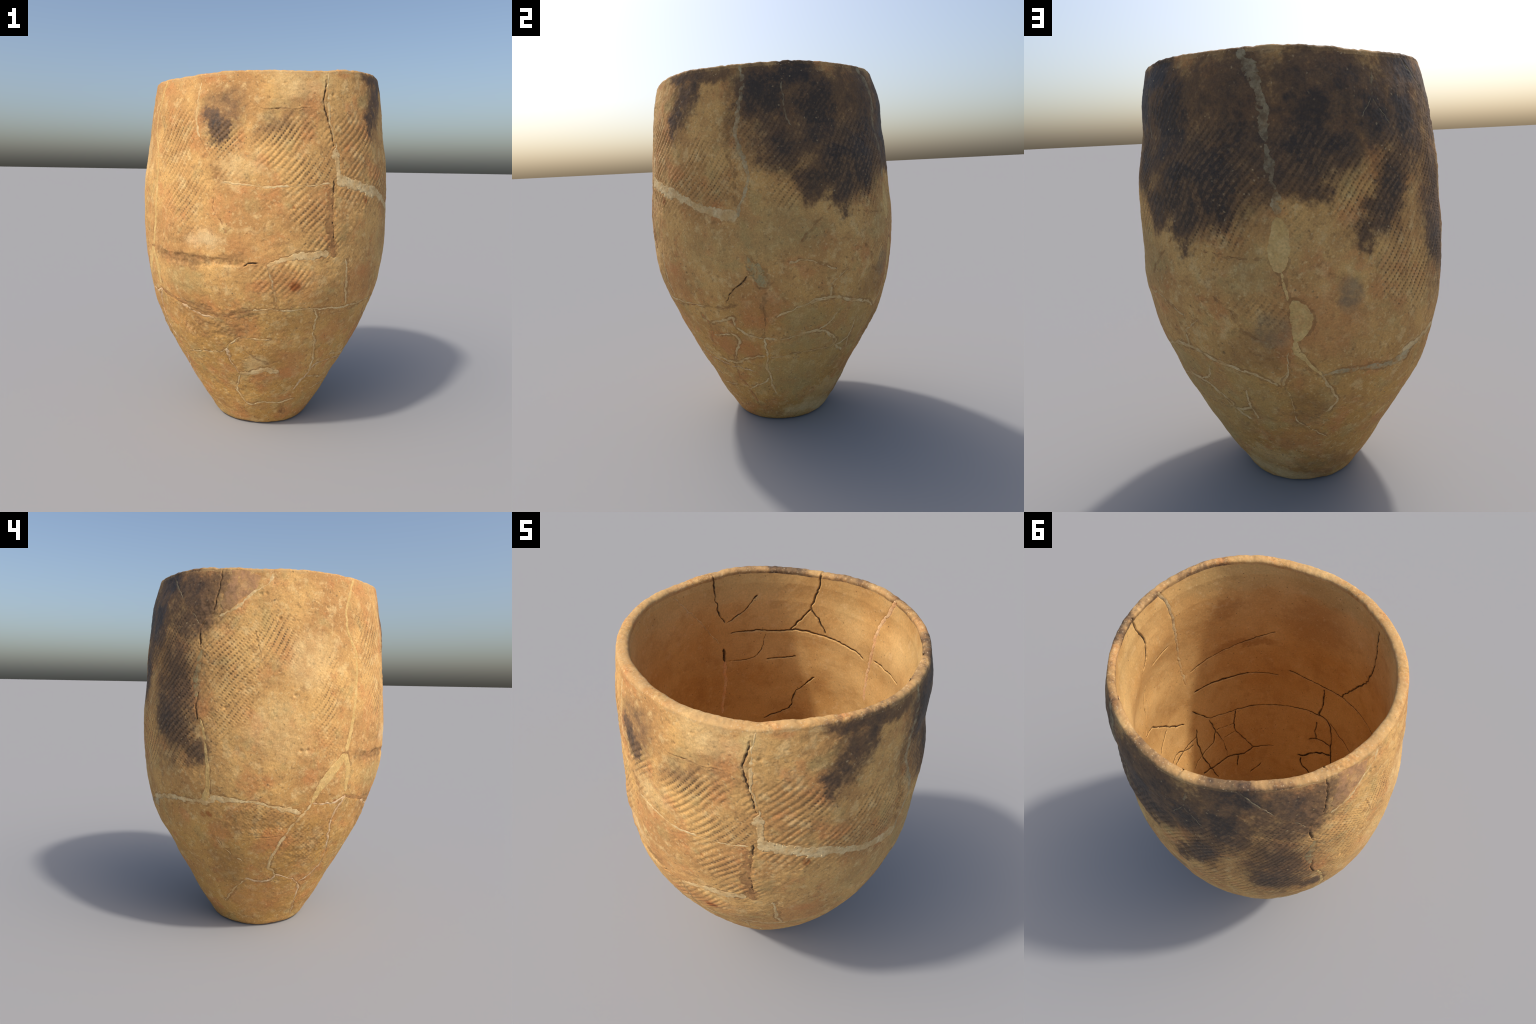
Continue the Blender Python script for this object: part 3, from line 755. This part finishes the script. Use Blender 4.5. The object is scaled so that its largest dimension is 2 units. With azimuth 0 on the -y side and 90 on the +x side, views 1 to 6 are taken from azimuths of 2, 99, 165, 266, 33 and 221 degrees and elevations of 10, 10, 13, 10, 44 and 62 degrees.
def build_clay_colour():
    """colour of the outer clay, as a node group that every outside material shares"""
    s = Shader('clay_colour', group=True)
    ragged = frayed(s)
    pits, z = cord_pits(s)
    c = s.mix(s.ramp(s.noise(3.2, 4), 0.38, 0.66), CLAY['tan'], CLAY['brown'])
    low = s.ramp(z, 1.05, 0.55, 0.0, 0.75)
    c = s.mix(s.math('MULTIPLY', low, s.ramp(s.noise(6, 3, shift=2.0), 0.3, 0.6, 0.5, 1.0)), c, CLAY['ochre'])
    c = s.mix(s.math('MULTIPLY', s.ramp(s.noise(11, 4, shift=7.0), 0.46, 0.68), 0.65), c, CLAY['brown'])
    c = s.mix(s.math('MULTIPLY', s.ramp(s.noise(17, 3, shift=9.0), 0.52, 0.70), 0.50), c, CLAY['pale'])
    c = s.mix(s.math('MULTIPLY', s.ramp(s.noise(7, 4, shift=13.0), 0.52, 0.68), 0.55), c, CLAY['red'])
    c = s.mix(s.math('MULTIPLY', s.ramp(s.noise(9, 4, shift=17.0), 0.54, 0.70), 0.50), c, CLAY['olive'])
    c = s.mix(s.math('MULTIPLY', s.ramp(s.noise(42, 4, 0.6, shift=19.0), 0.54, 0.68), 0.45), c, CLAY['dirt'])
    c = s.mix(s.math('MULTIPLY', s.ramp(s.noise(55, 3, 0.6, shift=23.0), 0.57, 0.68), 0.45), c, CLAY['pale'])
    for key, spots, k in (('olive', OLIVE_SPOTS, .8), ('red', RED_SPOTS, .75), ('pale', PALE_SPOTS, .75), ('dirt', DIRT_SHADE_SPOTS, .75), ('grey', GREY_SPOTS, .9), ('rust', RUST_SPOTS, .95), ('glint_pale', GLINT_PALE_SPOTS, .6)):
        at = s.vec('ADD', s.pos, s.scale(s.vec('SUBTRACT', ragged, s.pos), 0.35)) if key in ('grey', 'rust', 'glint_pale') else ragged
        f = s.math('MULTIPLY', s.spots(at, spots, soft=(1.7, 0.1) if key == 'glint_pale' else (1.25, 0.55)), k)
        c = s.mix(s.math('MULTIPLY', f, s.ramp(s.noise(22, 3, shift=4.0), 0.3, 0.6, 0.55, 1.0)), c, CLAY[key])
    sooty, soft = soot_mask(s, ragged)
    c = s.mix(s.ramp(sooty, 0.05, 0.50, 0.0, 0.93), c, CLAY['scorched'])
    c = s.mix(s.ramp(sooty, 0.32, 0.95, 0.0, 0.90), c, CLAY['soot'])
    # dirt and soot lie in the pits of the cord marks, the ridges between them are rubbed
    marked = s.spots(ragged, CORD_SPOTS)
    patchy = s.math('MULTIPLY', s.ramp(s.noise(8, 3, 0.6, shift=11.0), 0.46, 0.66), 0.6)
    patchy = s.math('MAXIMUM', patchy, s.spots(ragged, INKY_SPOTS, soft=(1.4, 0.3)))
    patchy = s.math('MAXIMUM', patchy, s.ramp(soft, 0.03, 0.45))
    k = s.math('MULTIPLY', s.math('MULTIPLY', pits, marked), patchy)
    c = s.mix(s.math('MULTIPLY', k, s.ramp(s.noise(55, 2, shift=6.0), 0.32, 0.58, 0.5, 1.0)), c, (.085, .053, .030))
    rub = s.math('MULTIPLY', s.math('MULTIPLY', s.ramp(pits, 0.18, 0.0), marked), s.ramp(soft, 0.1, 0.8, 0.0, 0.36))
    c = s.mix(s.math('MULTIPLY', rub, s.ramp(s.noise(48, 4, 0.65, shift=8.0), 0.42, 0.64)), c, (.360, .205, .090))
    # grit: pale grains and dark specks
    bent = s.vec('ADD', s.pos, s.scale(s.vec('SUBTRACT', s.noise(75, 2, out='Color', shift=27.0), (.5, .5, .5)), 0.016))
    d, col = s.cells(58, at=bent)
    n = s.new('ShaderNodeSeparateColor')
    s.link(col, n.inputs[0])
    herd = s.ramp(s.noise(5, 3, shift=29.0), 0.40, 0.62, 0.1, 1.0)
    c = s.mix(s.math('MULTIPLY', s.ramp(d, 0.34, 0.06), s.math('MULTIPLY', herd, s.ramp(n.outputs[0], 0.76, 0.92, 0.0, 0.6))), c, (.620, .450, .230))
    herd = s.ramp(s.noise(6, 3, shift=33.0), 0.42, 0.62, 0.05, 1.0)
    c = s.mix(s.math('MULTIPLY', s.ramp(d, 0.36, 0.10), s.math('MULTIPLY', herd, s.ramp(n.outputs[1], 0.74, 0.94, 0.0, 0.75))), c, (.130, .085, .045))
    fine = s.noise(150, 3, 0.6)
    c = s.mix(1.0, c, s.ramp(fine, 0.3, 0.7, 0.84, 1.14, 'LINEAR'), 'MULTIPLY')
    out = s.new('NodeGroupOutput')
    for name, kind, value in (('Colour', 'NodeSocketColor', c), ('Soot', 'NodeSocketFloat', soft), ('Grain', 'NodeSocketFloat', fine)):
        s.tree.interface.new_socket(name, in_out='OUTPUT', socket_type=kind)
        s.link(value, out.inputs[name])
    return s.tree


CLAY_GROUP = None


def clay_colour(s):
    global CLAY_GROUP
    CLAY_GROUP = CLAY_GROUP or build_clay_colour()
    n = s.new('ShaderNodeGroup')
    n.node_tree = CLAY_GROUP
    return n.outputs['Colour'], n.outputs['Soot'], n.outputs['Grain']


def clay_material(name='fired_clay', stain=0.0):
    s = Shader(name)
    c, soft, fine = clay_colour(s)
    if stain:
        c = s.mix(s.ramp(s.noise(30, 3, shift=31.0), 0.3, 0.6, stain * 0.4, stain * 1.4), c, CLAY['dirt'])
    bump = s.math('ADD', s.noise(90, 4, 0.6), s.math('MULTIPLY', fine, 0.6))
    return s.finish(c, bump, 0.35, 0.003, s.ramp(soft, 0.2, 0.9, 0.84, 0.62))


def rim_material():
    # the lip is worn: paler, with soot only in patches
    s = Shader('worn_rim_clay')
    c, soft, fine = clay_colour(s)
    n = s.new('ShaderNodeSeparateXYZ')
    s.link(s.pos, n.inputs[0])
    worn = s.ramp(s.noise(11, 4, 0.6, shift=15.0), 0.40, 0.60, 0.0, 0.75)
    worn = s.math('MULTIPLY', worn, s.ramp(soft, 0.10, 0.65, 1.0, 0.28))
    c = s.mix(worn, c, s.mix(s.noise(40, 3), (.62, .39, .16), (.45, .265, .105)))
    d, col = s.cells(80)
    c = s.mix(s.math('MULTIPLY', s.ramp(d, 0.3, 0.1), 0.4), c, (.62, .48, .29))
    return s.finish(c, s.noise(90, 4, 0.6), 0.4, 0.003)


def inside_material():
    s = Shader('inner_clay')
    ragged = frayed(s)
    c = s.mix(s.ramp(s.noise(3.0, 4, shift=2.0), 0.36, 0.66), (.700, .440, .170), (.620, .350, .118))
    c = s.mix(s.math('MULTIPLY', s.ramp(s.noise(12, 4, shift=5.0), 0.48, 0.72), 0.4), c, (.480, .250, .080))
    c = s.mix(s.math('MULTIPLY', s.spots(ragged, IN_DARK, True), 0.55), c, (.360, .160, .045))
    c = s.mix(s.math('MULTIPLY', s.spots(ragged, IN_GREY, True), 0.6), c, (.500, .350, .140))
    c = s.mix(s.math('MULTIPLY', s.ramp(s.noise(24, 3, shift=9.0), 0.56, 0.72), 0.35), c, (.760, .520, .250))
    d, col = s.cells(58)
    n = s.new('ShaderNodeSeparateColor')
    s.link(col, n.inputs[0])
    c = s.mix(s.math('MULTIPLY', s.ramp(d, 0.26, 0.08), s.ramp(n.outputs[0], 0.70, 0.86, 0.0, 0.6)), c, (.74, .55, .28))
    c = s.mix(s.math('MULTIPLY', s.ramp(d, 0.26, 0.08), s.ramp(n.outputs[1], 0.88, 0.92, 0.0, 0.7)), c, (.10, .06, .03))
    fine = s.noise(120, 3, 0.6)
    c = s.mix(1.0, c, s.ramp(fine, 0.3, 0.7, 0.88, 1.10, 'LINEAR'), 'MULTIPLY')
    return s.finish(c, s.noise(70, 4, 0.6), 0.25, 0.003)


IN_DARK = [(-32, 1.70, .1, .07, .8), (-40, 1.40, .2, .04, .9), (-12, 1.33, .1, .06, .4), (-82, 1.6, .2, .2, .6), (113, 1.05, .14, .1, .6), (97, 1.28, .06, .05, .5), (150, 1.3, .2, .3, .3)]
IN_GREY = [(-89, 1.87, .25, .09, .9), (145, 1.9, .25, .1, .5), (87, 1.84, .1, .1, .4), (-40, 1.9, .3, .1, .7), (30, 1.85, .2, .12, .5), (-120, 1.9, .2, .08, .5), (-165, 1.9, .2, .1, .4)]


def paste_material(name, light, dark, soot_share, grime=0.5, blend=0.30):
    """mending paste in the joints: chalky, stained by what surrounds it"""
    s = Shader(name)
    clay, soft, fine = clay_colour(s)
    c = s.mix(s.ramp(s.noise(14, 4, 0.6), 0.36, 0.64), light, dark)
    c = s.mix(s.math('MULTIPLY', s.ramp(s.noise(45, 4, 0.65, shift=3.0), 0.50, 0.68), grime), c, (.330, .175, .070))
    c = s.mix(s.math('MULTIPLY', s.ramp(soft, 0.1, 0.7), soot_share), c, (.090, .080, .064))
    c = s.mix(s.ramp(s.noise(34, 5, 0.65, shift=37.0), 0.40, 0.60, 0.0, blend), c, clay)
    fine = s.noise(110, 3, 0.6)
    c = s.mix(1.0, c, s.ramp(fine, 0.3, 0.7, 0.84, 1.12, 'LINEAR'), 'MULTIPLY')
    return s.finish(c, s.noise(80, 4, 0.6), 0.4, 0.003, 0.9)


def crack_material(name, a, b):
    s = Shader(name)
    c = s.mix(s.ramp(s.noise(35, 3), 0.4, 0.62), a, b)
    return s.finish(c, None, rough=0.95)


M_CLAY, M_RIM, M_IN = clay_material(), rim_material(), inside_material()
M_STAIN = clay_material('stained_clay', 0.38)
PASTE = {
    'pale': paste_material('pale_paste', (0.739, 0.554, 0.284), (0.620, 0.396, 0.165), 0.40, 0.28),
    'white': paste_material('chalky_paste', (0.792, 0.594, 0.356), (0.634, 0.396, 0.198), 0.4, 0.7),
    'grey': paste_material('grey_paste', (0.540, 0.425, 0.235), (0.410, 0.300, 0.150), 0.55, 0.25, 0.62),
    'plaster': paste_material('plaster_fill', (0.739, 0.502, 0.198), (0.634, 0.409, 0.145), 0.35, 0.15, 0.35),
    'olive': paste_material('olive_paste', (0.449, 0.356, 0.172), (0.356, 0.264, 0.119), 0.5, 0.3, 0.7),
    'brown': paste_material('brown_paste', (0.396, 0.198, 0.073), (0.264, 0.125, 0.046), 0.5, 0.6),
    'rust': paste_material('rusty_paste', (0.634, 0.264, 0.086), (0.475, 0.198, 0.073), 0.3, 0.5),
    'pink': paste_material('pinkish_fill', (0.460, 0.245, 0.115), (0.340, 0.190, 0.090), 0.40, 0.15, 0.5),
    'salmon': paste_material('salmon_paste', (0.739, 0.409, 0.185), (0.792, 0.528, 0.277), 0.0, 0.3, 0.0),
}
M_CRACK = crack_material('crack_dark', (.050, .030, .016), (.110, .056, .022))  # dark strips added in the grooves, coloured like the shade deep in a crack
M_CRACK_IN = crack_material('inner_crack_dark', (.045, .028, .014), (.150, .085, .032))

# ------------------------------------------------------------------ objects
pot = bpy.data.objects.new('clay_pot', None)
pot['label'] = 'mended ancient cord-marked clay pot, tan with soot stains'
pot['category'] = 'clay pot'
bpy.context.scene.collection.objects.link(pot)


def add_mesh(name, verts, quads, normals, material, kind=None):
    me = bpy.data.meshes.new(name)
    me.vertices.add(len(verts))
    me.vertices.foreach_set('co', np.ascontiguousarray(verts, np.float32).ravel())
    me.loops.add(quads.size)
    me.loops.foreach_set('vertex_index', np.ascontiguousarray(quads, np.int32).ravel())
    me.polygons.add(len(quads))
    me.polygons.foreach_set('loop_start', np.arange(0, quads.size, 4, dtype=np.int32))
    me.polygons.foreach_set('use_smooth', np.ones(len(quads), bool))
    me.update(calc_edges=True)
    me.validate()
    if normals is not None:
        me.normals_split_custom_set_from_vertices(normals.tolist())
    me.materials.append(material)
    ob = bpy.data.objects.new(name, me)
    ob.parent = pot
    if kind:
        ob['kind'] = kind
    bpy.context.scene.collection.objects.link(ob)
    return ob


rows_all, cols_all = sheet.shape[:2]
index = np.arange(rows_all * cols_all).reshape(rows_all, cols_all)
nxt = np.roll(index, -1, 1)
QUADS = np.stack([index[:-1], nxt[:-1], nxt[1:], index[1:]], -1)
SHEET_V, SHEET_NV = sheet.reshape(-1, 3), SHEET_N.reshape(-1, 3)


def add_region(name, quads, material, stained=None):
    quads = quads.reshape(-1, 4)
    used, inv = np.unique(quads, return_inverse=True)
    ob = add_mesh(name, SHEET_V[used], inv.reshape(-1, 4), SHEET_NV[used], material)
    if stained is not None and stained.any():
        ob.data.materials.append(M_STAIN)
        ob.data.polygons.foreach_set('material_index', stained.astype(np.int32))
    return ob


n_foot = n_f + 16
lip_lo, lip_hi = n_f + N_OUT - 3, n_f + N_OUT + N_LIP + 2
add_region('foot', QUADS[:n_foot], M_CLAY)
add_region('rim', QUADS[lip_lo:lip_hi], M_RIM)
add_region('inner_wall', QUADS[lip_hi:n_f + N_OUT + N_LIP + N_IN], M_IN)
add_region('inner_floor', QUADS[n_f + N_OUT + N_LIP + N_IN:], M_IN)
wall_quads = QUADS[n_foot:lip_lo]
wall_labels = labels[n_foot - n_f:lip_lo - n_f]
wall_stained = STAINED[n_foot - n_f:lip_lo - n_f]
for lab in range(1, n_sherds + 1):
    here = wall_labels == lab
    if here.any():
        add_region('sherd', wall_quads[here], M_CLAY, wall_stained[here])


def sample(field, z_grid, a, z):
    """value of a wall field at angles and heights"""
    j = (a + math.pi) / (2 * math.pi) * N_ANGLE
    j0 = np.floor(j).astype(int)
    fj = j - j0
    j0 = j0 % N_ANGLE
    j1 = (j0 + 1) % N_ANGLE
    lo, hi = z_grid[0, j0], z_grid[-1, j0]
    i = np.clip((z - lo) / (hi - lo) * (len(z_grid) - 1), 0, len(z_grid) - 1.001)
    i0 = i.astype(int)
    fi = i - i0
    f = lambda r, c: field[r, c]
    return (f(i0, j0) * (1 - fj) + f(i0, j1) * fj) * (1 - fi) + (f(i0 + 1, j0) * (1 - fj) + f(i0 + 1, j1) * fj) * fi


HEIGHT = dict(crack=-0.0022, brown=-0.0012, rust=-0.0008, grey=-0.0004, olive=-0.0008, pale=-0.0002, white=0.0, plaster=0.0, pink=0.0000, salmon=0.0)
NAMES = dict(crack='crack', plaster='plaster_fill', pink='plaster_fill', olive='plaster_fill')  # each crack object is a dark strip added in its groove
for ln in LINES:
    left, right = ln.edge_widths()
    wide = max(left.max(), right.max())
    n_cross = 9 if wide < 0.02 else 25
    v = np.linspace(-1, 1, n_cross)[None]
    off = np.where(v < 0, v * left[:, None], v * right[:, None])
    a = ln.angle[:, None] + off * ln.px[:, None] / ln.rad[:, None]
    z = ln.z[:, None] + off * ln.pz[:, None] / 1.12
    top = rim_height(a) - LIP * 0.6
    z = np.minimum(z, top)
    grid_z, field = (iz, LOW_IN) if ln.inside else (oz, LOW_OUT)
    rad_f = inner_radius if ln.inside else radius
    r = rad_f(a, z)
    if ln.inside:
        r = r + np.interp(a, ANG, uneven, period=2 * math.pi) * smooth(z, 1.80, 1.95)
    d = 1e-3
    slope = (rad_f(a, z + d) - rad_f(a, z - d)) / (2 * d)
    nrm = np.stack([np.cos(a), np.sin(a), -slope], -1)
    nrm /= np.linalg.norm(nrm, axis=-1, keepdims=True)
    if ln.inside:
        nrm = -nrm
    p = to_xyz(a, z, r)
    h = sample(field, grid_z, a, z) + HEIGHT[ln.kind] - (0.0022 if ln.kind != 'crack' else 0.001) * np.abs(v) ** (4 if n_cross < 12 else 10)
    if ln.kind != 'crack':
        h = h + 0.0009 * fnoise(p, 0.016, 2, 51.0)
    p = p + nrm * h[..., None]
    if ln.inside:
        p = p[:, ::-1]
    n, m = p.shape[:2]
    ix = np.arange(n * m).reshape(n, m)
    q = np.stack([ix[:-1, :-1], ix[1:, :-1], ix[1:, 1:], ix[:-1, 1:]], -1).reshape(-1, 4)
    # turn faces outwards
    f = p.reshape(-1, 3)[q[len(q) // 2]]
    face_n = np.cross(f[1] - f[0], f[3] - f[0])
    want = nrm[n // 2, m // 2]
    if face_n @ want < 0:
        q = q[:, ::-1]
    mat = (M_CRACK_IN if ln.inside else M_CRACK) if ln.kind == 'crack' else PASTE[ln.kind]
    add_mesh(NAMES.get(ln.kind, 'mending_seam'), p.reshape(-1, 3), q, None, mat)
print('sherds', n_sherds, 'lines', len(LINES))
